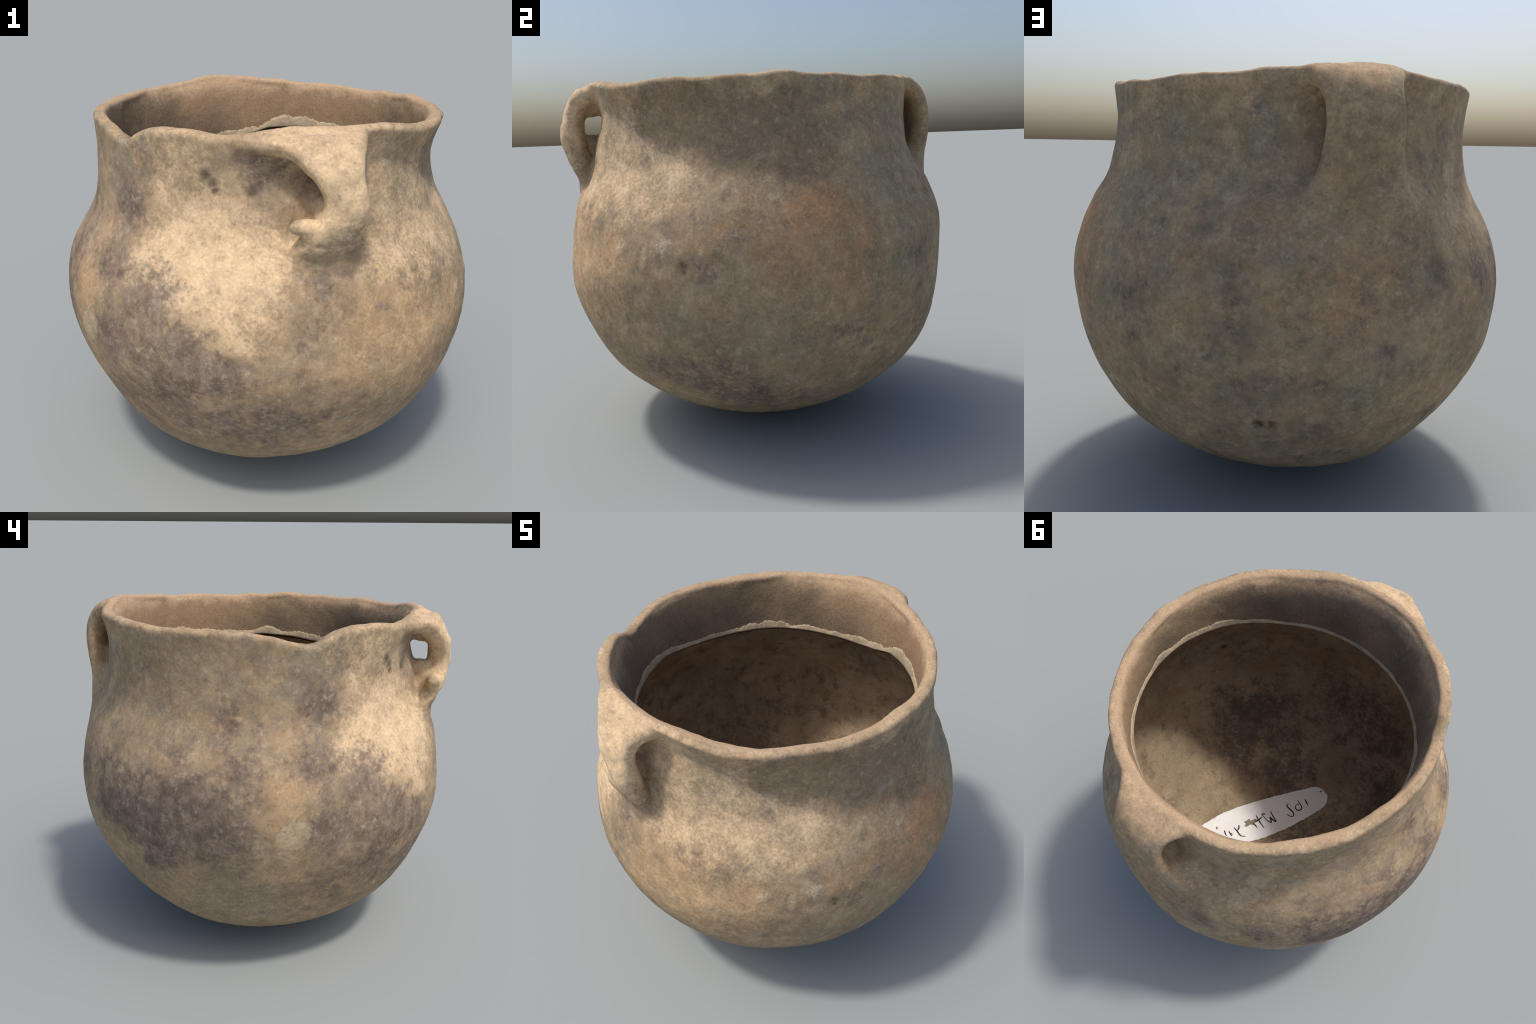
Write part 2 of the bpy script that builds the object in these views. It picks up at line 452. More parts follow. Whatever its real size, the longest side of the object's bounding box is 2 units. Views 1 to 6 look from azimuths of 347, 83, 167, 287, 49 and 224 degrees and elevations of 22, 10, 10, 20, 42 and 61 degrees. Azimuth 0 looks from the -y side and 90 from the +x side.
# ---------------------------------------------------------------- paper label with handwriting
LABEL_O = Vector((0.0828, -0.1615, 0.0327))
LABEL_S = Vector((-0.4642, -0.8828, 0.0714)).normalized()
LABEL_N = Vector((0.1007, -0.1328, -0.9860)).normalized()
LABEL_T = LABEL_N.cross(LABEL_S).normalized()
if LABEL_T.dot(Vector((-0.88, 0.45, -0.15))) < 0:
    LABEL_T = -LABEL_T
UPPER = [(-0.655, 0.04), (-0.64, -0.005), (-0.60, -0.035), (-0.555, -0.055), (-0.438, -0.098), (-0.30, -0.120), (-0.19, -0.126), (-0.03, -0.123), (0.10, -0.112), (0.19, -0.100), (0.245, -0.096), (0.285, -0.080), (0.315, -0.045), (0.328, 0.005)]
LOWER = [(-0.655, 0.04), (-0.64, 0.085), (-0.60, 0.115), (-0.50, 0.142), (-0.40, 0.150), (-0.289, 0.149), (-0.19, 0.147), (0.03, 0.123), (0.195, 0.094), (0.284, 0.070), (0.312, 0.045), (0.328, 0.006)]


def onto_bowl(s, t, lift):
    p = LABEL_O + LABEL_S * s + LABEL_T * t - LABEL_N * 0.35
    hit, nrm, _, _ = bowl_tree.ray_cast(p, LABEL_N)
    return hit - LABEL_N * lift


def label_mesh():
    ss = np.unique(np.concatenate([np.linspace(-0.655, -0.60, 8), np.linspace(-0.60, 0.27, 110), np.linspace(0.27, 0.328, 14)]))
    up = np.interp(ss, [a for a, _ in UPPER], [b for _, b in UPPER])
    lo = np.interp(ss, [a for a, _ in LOWER], [b for _, b in LOWER])
    jag = lambda s, k: 0.004 * noise.noise(Vector((s * 40, k, 0))) + 0.0025 * noise.noise(Vector((s * 120, k, 3)))
    m = 14
    V, F = [], []
    for s, a, b in zip(ss, up, lo):
        a += jag(s, 1); b += jag(s, 5)
        for i in range(m):
            f = i / (m - 1)
            V.append(onto_bowl(s, a + (b - a) * f, 0.0015 if i in (0, m - 1) else 0.0035))
    for i in range(len(ss) - 1):
        for j in range(m - 1):
            F.append((i * m + j, (i + 1) * m + j, (i + 1) * m + j + 1, i * m + j + 1))
    me = make_mesh('paper_label', V, F)
    return me


STROKES = {
    'one': ([[(0.1697, -0.0279), (0.1723, 0.0024), (0.1755, 0.0231)]], 0.0066),
    'd': ([[(0.1167, -0.0394), (0.1255, -0.004), (0.1290, 0.0132), (0.1230, 0.0300), (0.1050, 0.0353), (0.0900, 0.0250), (0.0856, 0.0077), (0.0950, -0.0070), (0.1073, -0.0111), (0.1250, -0.0060)]], 0.0056),
    's': ([[(0.0465, -0.0379), (0.0326, -0.0273), (0.0400, -0.0050), (0.0515, 0.017), (0.0590, 0.0380), (0.0560, 0.0540), (0.0374, 0.0598), (0.0153, 0.0332)]], 0.0066),
    'dot': ([[(-0.0472, -0.0027), (-0.0417, 0.0019)]], 0.0035),
    'w': ([[(-0.0915, -0.0255), (-0.0844, 0.0238), (-0.0767, 0.0558), (-0.0950, 0.0400), (-0.1076, 0.0163), (-0.1090, 0.0400), (-0.1138, 0.0521), (-0.1300, 0.0380), (-0.1401, 0.0224), (-0.1575, -0.0191)]], 0.0066),
    'h': ([[(-0.2008, -0.0268), (-0.188, 0.0295), (-0.1731, 0.0794)], [(-0.162, -0.0048), (-0.1975, 0.0114), (-0.2359, 0.0217)], [(-0.2359, 0.0217), (-0.2186, 0.0634)]], 0.0066),
    'k': ([[(-0.3762, 0.0191), (-0.3604, 0.0572), (-0.3477, 0.0899), (-0.3173, 0.1033)], [(-0.337, 0.0107), (-0.3464, 0.0348), (-0.3628, 0.0494)]], 0.0066),
    'r': ([[(-0.4179, 0.0375), (-0.4113, 0.0652), (-0.4057, 0.0804)], [(-0.4175, 0.0537), (-0.397, 0.0672)]], 0.006),
    'u': ([[(-0.4457, 0.0250), (-0.4452, 0.0498), (-0.4420, 0.0700)]], 0.006),
}


def writing_mesh():
    V, F = [], []
    for polys, w in STROKES.values():
        for pl in polys:
            pl = np.array(pl)
            k = np.linspace(0, 1, len(pl)); tt = np.linspace(0, 1, 6 * len(pl))
            c = spline(k, pl, tt) if len(pl) > 2 else np.stack([np.interp(tt, k, pl[:, i]) for i in (0, 1)], 1)
            d = np.gradient(c, axis=0); d /= np.linalg.norm(d, axis=1)[:, None]
            nrm = np.stack([-d[:, 1], d[:, 0]], 1)
            wid = w * (0.55 + 0.45 * np.sin(np.pi * np.clip(tt * 1.1 + 0.05, 0, 1)))[:, None]
            o = len(V)
            for q, e, ww in zip(c, nrm, wid):
                for f, lift in ((-1, 0.0030), (0, 0.0056), (1, 0.0030)):
                    V.append(onto_bowl(q[0] + e[0] * ww[0] * f, q[1] + e[1] * ww[0] * f, lift))
            for i in range(len(c) - 1):
                for j in range(2):
                    F.append((o + i * 3 + j, o + i * 3 + 3 + j, o + i * 3 + 4 + j, o + i * 3 + 1 + j))
    return make_mesh('writing', V, F)


def scrape_mesh():
    """worn-through spots of the paper, showing the clay"""
    V, F = [], []
    for cs, ct, rs, rt, seed in ((-0.262, 0.016, 0.030, 0.026, 1), (-0.222, 0.010, 0.024, 0.012, 2), (-0.150, -0.020, 0.016, 0.008, 3), (0.296, -0.040, 0.012, 0.006, 4), (-0.49, -0.003, 0.008, 0.008, 5)):
        o = len(V); n = 40
        V.append(onto_bowl(cs, ct, 0.0050))
        for i in range(n):
            a = 2 * math.pi * i / n
            r = 1 + 0.9 * noise.noise(Vector((math.cos(a) * 1.6, math.sin(a) * 1.6, seed * 7))) + 0.3 * noise.noise(Vector((math.cos(a) * 5, math.sin(a) * 5, seed)))
            V.append(onto_bowl(cs + rs * r * math.cos(a), ct + rt * r * math.sin(a), 0.0040))
        F += [(o, o + 1 + i, o + 1 + (i + 1) % n) for i in range(n)]
    return make_mesh('scrape', V, F)


paper = add_object('paper_label', label_mesh(), pot)
writing = add_object('writing', writing_mesh(), paper)
scrape = add_object('scrape', scrape_mesh(), paper)


# ---------------------------------------------------------------- materials
class Nodes:
    """small helper to write node graphs as expressions"""
    def __init__(self, name):
        self.mat = bpy.data.materials.new(name); self.mat.use_nodes = True
        self.t = self.mat.node_tree
        self.bsdf = self.t.nodes['Principled BSDF']
        self.pos = self.new('ShaderNodeTexCoord').outputs['Object']

    def new(self, kind, **kw):
        n = self.t.nodes.new(kind)
        for k, v in kw.items():
            setattr(n, k, v)
        return n

    def put(self, sock, v):
        if isinstance(v, bpy.types.NodeSocket):
            self.t.links.new(v, sock)
        else:
            sock.default_value = v

    def math(self, op, a, b=None, c=None, clamp=False):
        n = self.new('ShaderNodeMath', operation=op, use_clamp=clamp)
        for s, v in zip(n.inputs, (a, b, c)):
            if v is not None:
                self.put(s, v)
        return n.outputs[0]

    def vec(self, op, a, b=None, out=0):
        n = self.new('ShaderNodeVectorMath', operation=op)
        self.put(n.inputs[0], a)
        if b is not None:
            self.put(n.inputs[3] if op == 'SCALE' else n.inputs[1], b)
        return n.outputs[out]

    def noise(self, scale, detail=2.0, rough=0.5, vec=None, color=False, distort=0.0):
        n = self.new('ShaderNodeTexNoise')
        self.put(n.inputs['Vector'], self.pos if vec is None else vec)
        n.inputs['Scale'].default_value = scale; n.inputs['Detail'].default_value = detail
        n.inputs['Roughness'].default_value = rough; n.inputs['Distortion'].default_value = distort
        return n.outputs['Color' if color else 0]

    def ramp(self, v, lo, hi, a=0.0, b=1.0, smooth=True):
        n = self.new('ShaderNodeMapRange', interpolation_type='SMOOTHSTEP' if smooth else 'LINEAR')
        self.put(n.inputs['Value'], v)
        for k, q in (('From Min', lo), ('From Max', hi), ('To Min', a), ('To Max', b)):
            n.inputs[k].default_value = q
        return n.outputs[0]

    def mix(self, fac, a, b, mode='MIX'):
        n = self.new('ShaderNodeMix', data_type='RGBA', blend_type=mode)
        ins = [s for s in n.inputs if s.enabled]
        self.put(ins[0], fac)
        for s, v in zip(ins[1:], (a, b)):
            self.put(s, (*v, 1) if isinstance(v, tuple) and len(v) == 3 else v)
        return [s for s in n.outputs if s.enabled][0]

    def cells(self, scale, vec):
        n = self.new('ShaderNodeTexVoronoi')
        self.put(n.inputs['Vector'], vec); n.inputs['Scale'].default_value = scale
        s = self.new('ShaderNodeSeparateColor'); self.put(s.inputs[0], n.outputs['Color'])
        return n.outputs['Distance'], s.outputs[0]

    def shifted(self, off):
        return self.vec('ADD', self.pos, off)

    def blobs(self, group, where, soft=0.25, grow=1.0):
        """soft union of round patches: 1 at a centre, 0.5 at its radius, 0 outside"""
        total = None
        for x, y, z, r, s in group:
            d = self.vec('DISTANCE', where, (x, y, z), out=1)
            m = self.ramp(d, r * grow * (1 + soft * 2.4), r * grow * (1 - soft * 2.4) if soft < 0.4 else 0.0, 0.0, s, smooth=True)
            total = m if total is None else self.math('MAXIMUM', total, m)
        return total

    def finish(self, color, rough=0.85, bump=None, strength=0.3, dist=0.01):
        self.put(self.bsdf.inputs['Base Color'], color)
        self.put(self.bsdf.inputs['Roughness'], rough)
        self.bsdf.inputs['Specular IOR Level'].default_value = 0.25
        if bump is not None:
            b = self.new('ShaderNodeBump')
            b.inputs['Strength'].default_value = strength; b.inputs['Distance'].default_value = dist
            self.put(b.inputs['Height'], bump)
            self.t.links.new(b.outputs[0], self.bsdf.inputs['Normal'])
        return self.mat


# stains and other colour patches on the fired clay: centre x, y, z, radius, strength
STAINS = {
    'cream': [
        (0.03, -0.97, 1.60, 0.17, 1.00),
        (0.02, -0.87, 1.76, 0.19, 1.00),
        (-0.08, -0.95, 1.45, 0.06, 0.9),
        (-0.45, -0.68, 1.62, 0.16, 0.45),
        (0.45, -0.66, 1.45, 0.20, 0.4),
        (-0.45, -0.76, 1.29, 0.213, 1.00),
        (-0.68, -0.62, 1.23, 0.079, 1.00),
        (-0.30, -0.89, 1.18, 0.135, 0.80),
        (-0.21, -0.85, 1.31, 0.099, 0.80),
        (-0.51, -0.75, 1.25, 0.199, 1.00),
        (-0.41, -0.88, 1.09, 0.144, 0.80),
        (0.70, -0.44, 1.35, 0.101, 0.60),
        (0.40, -0.75, 1.33, 0.219, 0.60),
        (0.62, -0.63, 1.27, 0.160, 0.50),
        (-0.46, -0.67, 1.48, 0.190, 0.40),
        (-0.57, -0.61, 1.65, 0.140, 0.35),
        (0.38, -0.72, 1.44, 0.123, 0.30),
    ],
    'orange': [
        (0.02, 0.86, 1.78, 0.16, 0.75),
        (0.42, 0.68, 1.76, 0.12, 0.60),
        (0.70, 0.38, 1.75, 0.11, 0.50),
        (0.62, -0.75, 0.95, 0.16, 0.70),
        (0.45, -0.85, 0.75, 0.14, 0.65),
        (0.35, -0.88, 1.10, 0.13, 0.50),
        (0.36, -0.92, 0.98, 0.218, 0.80),
        (-0.44, -0.88, 1.05, 0.100, 0.80),
        (0.10, -0.99, 0.86, 0.105, 0.60),
        (-0.49, -0.79, 1.21, 0.113, 0.40),
        (0.47, -0.78, 1.23, 0.139, 0.50),
        (-0.92, -0.35, 1.06, 0.106, 0.80),
        (-0.89, -0.40, 0.68, 0.135, 0.50),
        (-0.40, -0.90, 0.99, 0.097, 0.60),
        (0.21, -0.96, 1.01, 0.176, 0.70),
        (0.60, -0.73, 1.16, 0.178, 0.40),
    ],
    'rust': [
        (0.90, 0.15, 1.23, 0.138, 0.80),
        (0.94, -0.06, 1.16, 0.094, 0.50),
        (0.95, 0.25, 1.08, 0.124, 0.70),
        (0.99, 0.02, 1.03, 0.134, 0.60),
        (0.96, 0.30, 0.89, 0.139, 0.50),
        (0.92, -0.28, 1.09, 0.121, 0.40),
        (0.00, 0.99, 0.99, 0.125, 0.50),
        (0.28, 0.91, 1.16, 0.090, 0.40),
        (-0.10, 0.84, 1.32, 0.132, 0.35),
        (0.53, 0.80, 1.13, 0.058, 0.40),
        (0.09, 0.82, 1.72, 0.071, 0.50),
        (0.69, -0.41, 1.66, 0.102, 0.30),
        (-0.26, 0.79, 1.68, 0.050, 0.40),
    ],
    'soot_and_shade': [  # real soot, plus shade under the rim by the front handle, painted in
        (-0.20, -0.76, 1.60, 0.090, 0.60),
        (-0.08, -0.80, 1.55, 0.080, 0.70),
        (-0.67, -0.71, 1.08, 0.118, 0.80),
        (-0.54, -0.84, 0.87, 0.124, 1.00),
        (-0.41, -0.91, 0.84, 0.078, 1.00),
        (-0.78, -0.50, 1.20, 0.097, 0.70),
        (-0.04, -0.97, 1.09, 0.087, 0.60),
        (0.04, -0.92, 1.23, 0.056, 0.55),
        (-0.83, -0.57, 0.90, 0.085, 0.90),
        (-0.72, -0.70, 0.91, 0.122, 0.70),
        (-0.70, -0.47, 1.41, 0.075, 0.90),
        (-0.55, -0.81, 0.67, 0.123, 0.70),
        (-0.19, -0.94, 0.62, 0.150, 0.80),
        (-0.38, -0.86, 0.57, 0.125, 0.80),
        (0.02, -0.98, 0.68, 0.095, 0.50),
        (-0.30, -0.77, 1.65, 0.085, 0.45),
        (0.24, -0.94, 1.11, 0.052, 0.40),
        (-0.99, 0.06, 0.95, 0.190, 1.00),
        (-0.99, -0.09, 0.88, 0.159, 1.00),
        (-0.93, 0.35, 0.93, 0.170, 0.95),
        (-0.84, 0.52, 0.99, 0.145, 0.80),
        (-0.96, 0.21, 0.77, 0.123, 1.00),
        (-0.83, -0.09, 1.36, 0.065, 0.70),
        (-0.86, -0.05, 1.29, 0.050, 0.60),
        (-0.81, -0.24, 1.35, 0.071, 0.60),
        (-0.70, -0.46, 1.42, 0.079, 0.90),
        (-0.84, -0.37, 1.21, 0.085, 0.50),
        (-0.82, -0.57, 0.94, 0.102, 0.80),
        (-0.54, -0.85, 0.81, 0.120, 0.85),
        (-0.66, -0.71, 1.09, 0.082, 0.60),
        (-0.90, -0.24, 1.19, 0.085, 0.60),
        (-0.96, -0.17, 1.08, 0.127, 0.70),
        (-0.60, -0.76, 0.64, 0.112, 0.70),
        (-0.82, -0.10, 1.67, 0.141, 0.25),
        (-0.71, 0.40, 1.47, 0.094, 0.32),
        (-0.73, -0.57, 0.56, 0.158, 0.60),
        (-0.68, 0.69, 1.04, 0.085, 0.51),
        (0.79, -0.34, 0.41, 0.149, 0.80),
        (0.72, -0.51, 0.45, 0.106, 0.72),
        (0.80, -0.13, 0.34, 0.151, 0.72),
        (0.77, 0.08, 0.30, 0.092, 0.48),
        (0.91, 0.32, 0.64, 0.101, 0.45),
        (0.85, 0.19, 0.42, 0.090, 0.32),
        (0.81, -0.51, 1.10, 0.049, 0.40),
        (0.80, -0.59, 0.94, 0.085, 0.28),
        (0.84, 0.56, 0.80, 0.090, 0.26),
        (0.49, 0.77, 1.22, 0.071, 0.38),
        (0.77, 0.65, 0.90, 0.113, 0.45),
        (0.44, 0.89, 0.98, 0.103, 0.38),
        (-0.36, 0.91, 1.02, 0.074, 0.51),
        (-0.63, 0.75, 1.01, 0.082, 0.64),
        (0.44, 0.89, 0.81, 0.105, 0.38),
        (0.12, 0.94, 0.60, 0.108, 0.51),
        (0.33, 0.90, 0.62, 0.108, 0.45),
        (-0.18, 0.95, 0.73, 0.073, 0.38),
        (-0.42, 0.76, 0.43, 0.042, 0.64),
        (-0.11, 0.81, 1.61, 0.097, 0.38),
        (-0.41, 0.70, 1.46, 0.079, 0.38),
        (0.62, 0.74, 0.61, 0.126, 0.32),
        (0.07, 0.87, 0.41, 0.191, 0.38),
        (0.44, 0.67, 1.63, 0.061, 0.26),
        (-0.01, -0.94, 1.20, 0.064, 0.70),
        (-0.10, -0.99, 0.93, 0.086, 0.50),
    ],
    'olive': [
        (0.37, -0.90, 0.65, 0.175, 0.80),
        (-0.86, -0.11, 0.46, 0.224, 0.90),
        (-0.89, 0.22, 0.56, 0.146, 0.60),
        (0.95, -0.06, 0.61, 0.168, 0.70),
        (0.53, -0.84, 0.74, 0.111, 0.70),
        (0.84, 0.27, 1.28, 0.113, 0.80),
        (0.71, 0.48, 1.32, 0.120, 0.80),
        (0.77, 0.22, 1.68, 0.087, 0.80),
        (0.86, -0.46, 0.70, 0.142, 0.60),
        (0.82, 0.55, 1.06, 0.103, 0.60),
        (0.87, 0.52, 0.84, 0.088, 0.60),
        (1.00, -0.00, 0.87, 0.081, 0.50),
        (-0.08, 0.94, 0.61, 0.098, 0.90),
        (0.75, 0.50, 1.24, 0.091, 0.80),
        (0.84, 0.55, 0.89, 0.065, 0.80),
        (0.55, 0.59, 1.52, 0.138, 0.60),
        (0.24, 0.76, 1.52, 0.107, 0.60),
        (0.20, 0.95, 1.10, 0.101, 0.60),
        (0.31, 0.83, 0.43, 0.152, 0.50),
        (0.92, -0.03, 1.22, 0.070, 0.90),
        (0.79, 0.03, 1.58, 0.103, 0.60),
        (0.34, -0.74, 1.66, 0.096, 0.60),
        (0.74, -0.66, 0.76, 0.194, 0.50),
        (0.84, 0.16, 1.31, 0.096, 0.70),
        (0.37, -0.69, 1.52, 0.123, 0.70),
    ],
    'greybrown': [  # grey-brown patch on the neck below the rim
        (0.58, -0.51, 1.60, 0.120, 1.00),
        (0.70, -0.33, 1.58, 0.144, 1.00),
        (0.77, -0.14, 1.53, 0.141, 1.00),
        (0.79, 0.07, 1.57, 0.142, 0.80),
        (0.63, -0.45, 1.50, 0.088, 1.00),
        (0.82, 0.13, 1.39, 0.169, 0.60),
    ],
    'flake': [
        (-0.91, -0.43, 0.89, 0.075, 1.00),
        (-0.51, 0.70, 1.29, 0.057, 1.00),
        (-0.51, 0.64, 1.38, 0.052, 1.00),
        (-0.49, 0.75, 1.23, 0.042, 1.00),
    ],
    'pale': [
        (0.84, -0.50, 1.04, 0.05, 0.80),
        (0.70, -0.68, 1.02, 0.04, 0.70),
        (0.78, -0.58, 1.00, 0.03, 0.60),
        (0.90, -0.01, 1.24, 0.046, 0.80),
        (0.86, -0.03, 1.31, 0.039, 0.60),
        (-0.67, -0.48, 1.46, 0.024, 1.00),
        (-0.66, -0.50, 1.44, 0.019, 1.00),
        (-0.65, -0.50, 1.46, 0.026, 1.00),
        (0.76, -0.27, 1.73, 0.031, 1.00),
        (0.77, -0.52, 1.17, 0.042, 0.60),
    ],
    'dull': [
        (-0.71, -0.41, 1.60, 0.085, 1.00),
        (-0.73, -0.37, 1.50, 0.071, 1.00),
        (-0.72, -0.43, 1.70, 0.056, 0.80),
        (-0.73, -0.37, 1.60, 0.042, 1.00),
    ],
    'dark_spot': [
        (0.902, -0.417, 0.965, 0.016, 1.00),
        (0.902, -0.419, 0.942, 0.014, 1.00),
        (0.30, 0.865, 0.475, 0.022, 1.00),
        (0.25, 0.875, 0.475, 0.018, 0.80),
        (-0.425, -0.725, 1.60, 0.024, 0.80),
        (-0.405, -0.737, 1.57, 0.022, 0.80),
        (-0.395, -0.738, 1.54, 0.015, 0.80),
        (-0.255, -0.780, 1.54, 0.021, 0.75),
        (-0.235, -0.787, 1.56, 0.016, 0.60),
        (-0.10, 0.83, 1.35, 0.007, 1.00),
    ],
}
TAN, CREAM, ORANGE, RUST = (.41, .30, .182), (.68, .495, .305), (.50, .33, .18), (.45, .245, .12)
SOOT, OLIVE, GREYBROWN, FLAKE = (.135, .11, .10), (.285, .24, .16), (.205, .155, .102), (.43, .34, .22)
PALE, DULL, DARK_SPOT = (.58, .47, .32), (.26, .215, .15), (.04, .032, .028)


def fired_clay():
    m = Nodes('fired_clay')
    n_small = m.noise(7, 3, .6, color=True)
    n_fine = m.noise(28, 3, .6, color=True, vec=m.shifted((4, 1, 2)))
    half = (-.5, -.5, -.5)
    w1 = m.vec('ADD', m.pos, m.vec('SCALE', m.vec('ADD', n_small, half), 0.16))
    warp = m.vec('ADD', w1, m.vec('SCALE', m.vec('ADD', n_fine, half), 0.05))
    w2 = m.vec('ADD', m.pos, m.vec('SCALE', m.vec('ADD', n_small, half), 0.10))
    tight = m.vec('ADD', m.pos, m.vec('SCALE', m.vec('ADD', n_fine, half), 0.035))
    speck = m.noise(38, 4, .65, vec=m.shifted((1, 7, 3)))
    speck2 = m.noise(75, 3, .6, vec=m.shifted((9, 2, 5)))
    cloud = m.noise(4.5, 4, .6, vec=m.shifted((2, 2, 9)))

    def mask(g, where, soft, a=.5, b=.35, lo=.34, hi=.66):
        v = m.blobs(STAINS[g], where, soft)
        v = m.math('ADD', v, m.math('MULTIPLY', m.math('SUBTRACT', speck, .5), a))
        v = m.math('ADD', v, m.math('MULTIPLY', m.math('SUBTRACT', speck2, .5), b))
        return m.ramp(v, lo, hi)

    blotch = m.noise(6.5, 6, .68, vec=m.shifted((7, 3, 2)))
    wide = m.math('MULTIPLY', m.math('SUBTRACT', blotch, .5), 1.7)

    def stain(g, grow, a, b, lo, hi, where=warp):
        """patchy stain: blob field broken up by wide and fine noise"""
        v = m.blobs(STAINS[g], where, .4, grow)
        v = m.math('ADD', v, wide)
        v = m.math('ADD', v, m.math('MULTIPLY', m.math('SUBTRACT', speck, .5), a))
        v = m.math('ADD', v, m.math('MULTIPLY', m.math('SUBTRACT', speck2, .5), b))
        gate = m.ramp(m.blobs(STAINS[g], w1, .4, grow * 1.25), 0.02, .3)
        return m.math('MULTIPLY', m.ramp(v, lo, hi), gate)

    c = m.mix(m.ramp(cloud, .36, .62), TAN, (.305, .222, .135))
    c = m.mix(m.ramp(m.noise(9, 5, .65, vec=m.shifted((6, 6, 1))), .48, .66, 0, .6), c, (.29, .235, .155))
    c = m.mix(m.ramp(m.noise(7, 5, .65, vec=m.shifted((1, 3, 5))), .50, .66, 0, .55), c, (.42, .265, .145))
    c = m.mix(m.ramp(m.noise(10, 5, .65, vec=m.shifted((8, 3, 4))), .53, .68, 0, .6), c, (.215, .175, .145))
    c = m.mix(m.math('MULTIPLY', stain('olive', 1.2, 1.0, .6, .2, .95), .8), c, OLIVE)
    c = m.mix(m.math('MULTIPLY', stain('rust', 1.6, 1.2, .7, .15, 1.0), .85), c, RUST)
    c = m.mix(m.math('MULTIPLY', stain('orange', 1.35, .9, .5, .1, .9), .9), c, ORANGE)
    c = m.mix(m.math('MULTIPLY', stain('cream', 1.1, .5, .35, .05, .85), .94), c, CREAM)
    c = m.mix(m.math('MULTIPLY', mask('greybrown', w2, .2, .25, .1, .4, .58), .66), c, m.mix(m.ramp(blotch, .4, .6), GREYBROWN, (.27, .20, .125)))
    c = m.mix(m.math('MULTIPLY', mask('dull', tight, .15, .1, .1), .7), c, DULL)
    sooty = m.mix(m.ramp(m.noise(14, 5, .7, vec=m.shifted((2, 9, 4))), .38, .64), (.105, .079, .067), (.205, .156, .124))
    c = m.mix(m.math('MULTIPLY', stain('soot_and_shade', 1.3, 1.5, 1.0, .15, .86), .88), c, sooty)
    c = m.mix(m.math('MULTIPLY', mask('flake', w2, .15, .3, .2), .75), c, FLAKE)
    c = m.mix(m.math('MULTIPLY', stain('pale', .9, 1.2, .6, .35, .95, tight), .7), c, PALE)
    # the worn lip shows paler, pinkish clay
    z = m.new('ShaderNodeSeparateXYZ'); m.put(z.inputs[0], warp)
    lip = m.math('ADD', z.outputs[2], m.math('MULTIPLY', m.math('SUBTRACT', speck, .5), .1))
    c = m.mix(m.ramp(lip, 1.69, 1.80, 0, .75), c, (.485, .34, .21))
    # grain: pale and dark specks, then a value mottle
    c = m.mix(m.ramp(speck, .54, .70, 0, .45), c, m.mix(.5, c, (.62, .48, .31)))
    c = m.mix(m.ramp(m.noise(33, 4, .7, vec=m.shifted((3, 8, 8))), .56, .72, 0, .6), c, m.mix(.55, c, (.09, .072, .066)))
    n_grit = m.noise(62, 3, .65, color=True, vec=m.shifted((6, 1, 1)))
    grit, tint = m.cells(38, m.vec('ADD', m.pos, m.vec('SCALE', m.vec('ADD', n_grit, half), 0.06)))
    c = m.mix(m.math('MULTIPLY', m.ramp(grit, .75, .15), m.ramp(tint, .45, .9, 0, .4)), c, m.mix(.55, c, (.66, .53, .37)))
    grit, tint = m.cells(27, m.vec('ADD', m.shifted((2, 7, 1)), m.vec('SCALE', m.vec('ADD', n_grit, half), 0.07)))
    c = m.mix(m.math('MULTIPLY', m.ramp(grit, .75, .15), m.ramp(tint, .5, .95, 0, .42)), c, m.mix(.6, c, (.10, .078, .066)))
    val = m.math('MULTIPLY', m.ramp(speck2, .3, .7, .84, 1.16, smooth=False), m.ramp(m.noise(16, 5, .65, vec=m.shifted((5, 5, 2))), .33, .67, .86, 1.14, smooth=False))
    c = m.mix(1.0, c, val, 'MULTIPLY')
    c = m.mix(m.blobs(STAINS['dark_spot'], tight, .35), c, DARK_SPOT)  # near-black colour stands in for pit depth, and darkens slash and scars
    bump = m.math('ADD', m.math('MULTIPLY', speck, .6), m.math('MULTIPLY', speck2, .4))
    return m.finish(c, 0.88, bump, 0.2, 0.01)


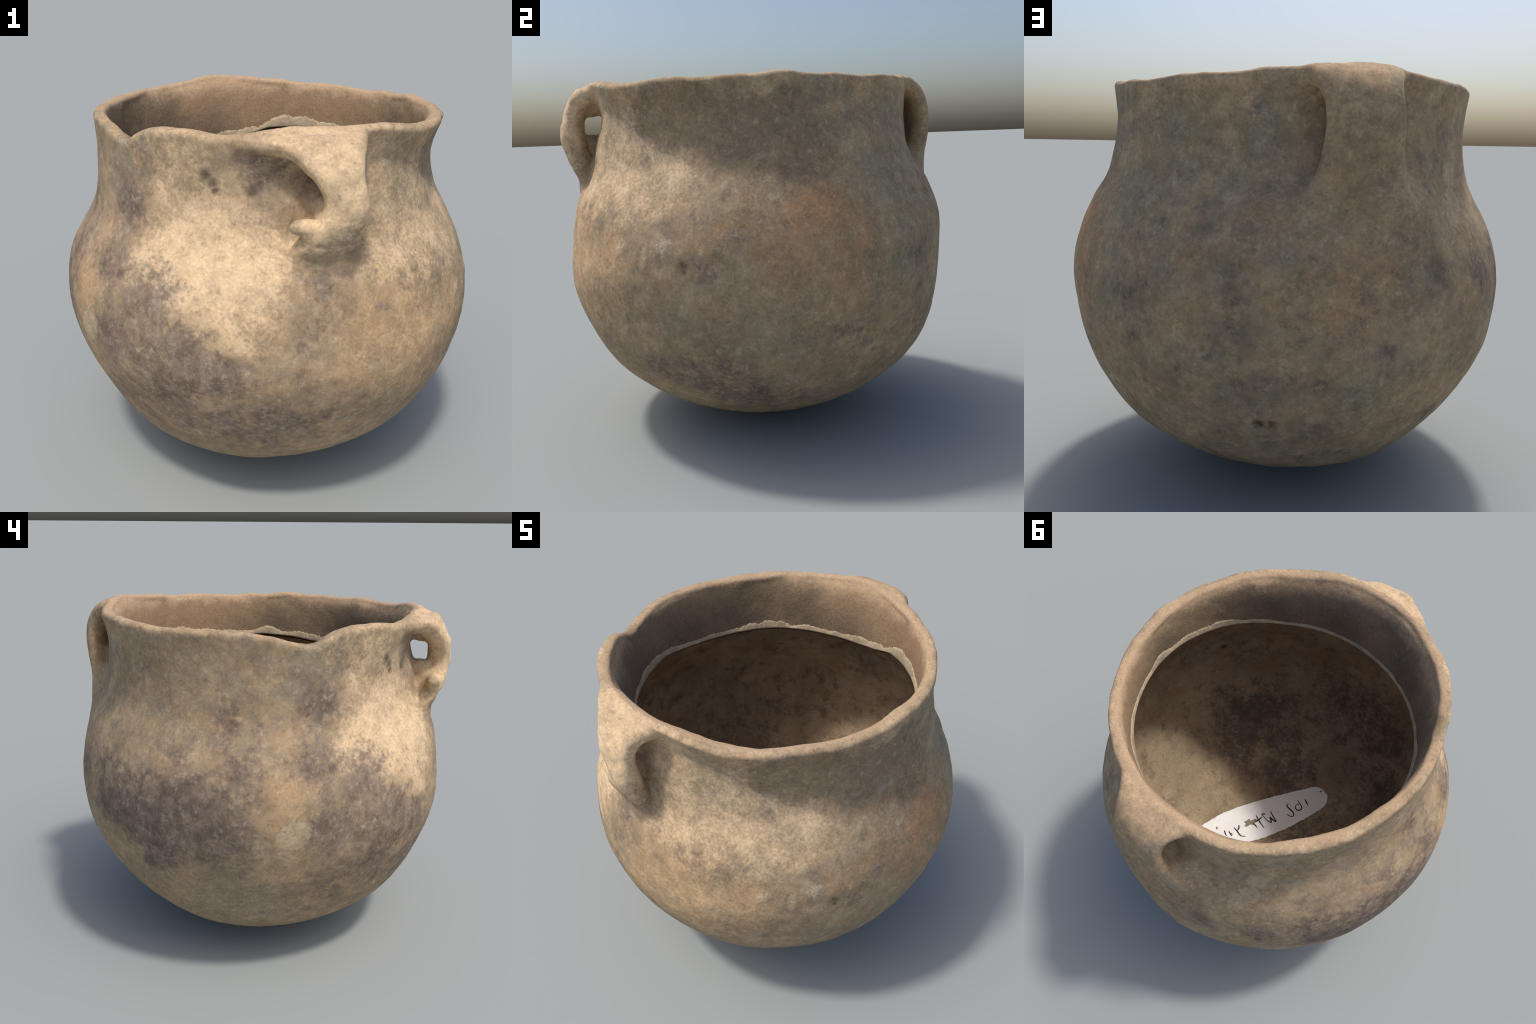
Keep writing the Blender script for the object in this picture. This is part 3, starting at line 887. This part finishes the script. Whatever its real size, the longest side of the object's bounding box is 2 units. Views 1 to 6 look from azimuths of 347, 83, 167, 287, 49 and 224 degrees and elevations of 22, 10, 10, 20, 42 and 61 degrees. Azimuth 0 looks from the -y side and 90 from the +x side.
def inner_clay(name, throat):
    m = Nodes(name)
    half = (-.5, -.5, -.5)
    warp = m.vec('ADD', m.pos, m.vec('SCALE', m.vec('ADD', m.noise(8, 4, .65, color=True), half), 0.2))
    speck = m.noise(38, 4, .65, vec=m.shifted((1, 7, 3)))
    speck2 = m.noise(80, 3, .6, vec=m.shifted((9, 2, 5)))
    cloud = m.noise(3.5, 5, .62, vec=m.shifted((5, 2, 1)))
    if throat:
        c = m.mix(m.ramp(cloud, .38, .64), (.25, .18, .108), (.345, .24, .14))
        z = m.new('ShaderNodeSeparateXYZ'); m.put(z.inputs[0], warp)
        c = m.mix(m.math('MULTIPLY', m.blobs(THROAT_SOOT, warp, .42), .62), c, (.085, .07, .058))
        c = m.mix(m.blobs(THROAT_RUST, warp, .42), c, (.36, .22, .135))
        edge = m.math('ADD', z.outputs[2], m.math('MULTIPLY', m.math('SUBTRACT', speck, .5), .06))
        c = m.mix(m.math('MULTIPLY', m.ramp(edge, 1.665, 1.745), .9), c, (.45, .315, .195))
    else:
        c = m.mix(m.ramp(cloud, .36, .64), (.265, .195, .125), (.375, .285, .185))
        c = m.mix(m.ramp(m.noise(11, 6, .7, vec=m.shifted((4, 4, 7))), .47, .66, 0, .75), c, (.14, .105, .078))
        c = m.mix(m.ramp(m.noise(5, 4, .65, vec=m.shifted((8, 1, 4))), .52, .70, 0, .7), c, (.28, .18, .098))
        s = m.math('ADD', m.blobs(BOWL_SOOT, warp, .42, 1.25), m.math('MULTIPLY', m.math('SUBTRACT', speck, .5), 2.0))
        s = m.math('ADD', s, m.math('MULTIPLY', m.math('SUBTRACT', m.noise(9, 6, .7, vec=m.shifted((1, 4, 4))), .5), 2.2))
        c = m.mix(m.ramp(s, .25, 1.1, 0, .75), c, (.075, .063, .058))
        s = m.math('ADD', m.blobs(BOWL_PALE, warp, .42), m.math('MULTIPLY', m.math('SUBTRACT', speck, .5), .8))
        s = m.math('ADD', s, m.math('MULTIPLY', m.math('SUBTRACT', m.noise(8, 6, .7, vec=m.shifted((3, 1, 6))), .5), 2.0))
        c = m.mix(m.ramp(s, .3, 1.2, 0, .6), c, (.31, .25, .165))
        c = m.mix(m.blobs([(.885, -.41, .955, .022, .9)], m.pos, .3), c, DARK_SPOT)  # painted dark spot where the outer pit would come through
    c = m.mix(m.math('MULTIPLY', m.ramp(speck, .56, .72), .45), c, (.36, .29, .21))
    c = m.mix(m.math('MULTIPLY', m.ramp(m.noise(30, 4, .7, vec=m.shifted((3, 8, 8))), .60, .74), .5), c, (.05, .04, .036))
    c = m.mix(1.0, c, m.ramp(speck2, .25, .75, .82, 1.18, smooth=False), 'MULTIPLY')
    return m.finish(c, 0.9, m.math('ADD', speck, m.math('MULTIPLY', speck2, .5)), 0.25, 0.012)


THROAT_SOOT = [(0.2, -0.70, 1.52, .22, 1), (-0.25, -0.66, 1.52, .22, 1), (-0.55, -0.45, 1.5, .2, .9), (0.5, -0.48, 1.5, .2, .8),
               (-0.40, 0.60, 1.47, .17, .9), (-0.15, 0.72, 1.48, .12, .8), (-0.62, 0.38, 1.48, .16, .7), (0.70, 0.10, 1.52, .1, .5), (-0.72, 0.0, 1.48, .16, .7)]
THROAT_RUST = [(0.42, 0.62, 1.62, .16, .7), (0.15, 0.74, 1.68, .18, .5), (0.60, 0.45, 1.68, .14, .6), (-0.2, 0.74, 1.70, .14, .5)]
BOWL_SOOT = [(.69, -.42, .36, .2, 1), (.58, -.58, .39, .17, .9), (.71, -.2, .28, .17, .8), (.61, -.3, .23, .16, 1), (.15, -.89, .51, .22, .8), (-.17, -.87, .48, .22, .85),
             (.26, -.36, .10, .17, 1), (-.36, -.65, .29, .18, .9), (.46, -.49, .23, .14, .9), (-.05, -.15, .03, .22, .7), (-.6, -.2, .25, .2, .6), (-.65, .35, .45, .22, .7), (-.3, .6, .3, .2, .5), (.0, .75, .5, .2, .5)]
BOWL_PALE = [(.74, .20, .30, .27, 1), (.52, .23, .16, .23, 1), (.85, .25, .48, .18, .9), (.50, -.03, .14, .12, .6), (.2, .1, .03, .2, .5), (-.2, .3, .08, .2, .4)]


def simple(name, a, b, scale, grain=60, dark=0.12, rough=0.9):
    m = Nodes(name)
    c = m.mix(m.ramp(m.noise(scale, 4, .65), .35, .65), a, b)
    c = m.mix(1.0, c, m.ramp(m.noise(grain, 3, .6), .25, .75, 1 - dark, 1 + dark, smooth=False), 'MULTIPLY')
    return m.finish(c, rough, m.noise(grain, 3, .6), 0.2, 0.008)


clay = fired_clay()
throat_mat = inner_clay('smoked_clay', True)
bowl_mat = inner_clay('sooty_clay', False)
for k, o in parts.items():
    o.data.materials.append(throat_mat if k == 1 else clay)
inner_bowl.data.materials.append(bowl_mat)
scan_ledge.data.materials.append(simple('scan_seam', (.46, .36, .24), (.33, .26, .175), 14))
paper.data.materials.append(simple('paper', (.88, .86, .85), (.82, .80, .79), 9, 90, .04))
writing.data.materials.append(simple('ink', (.03, .03, .035), (.05, .05, .055), 30))
scrape.data.materials.append(simple('bare_spot', (.30, .25, .17), (.22, .18, .12), 20))
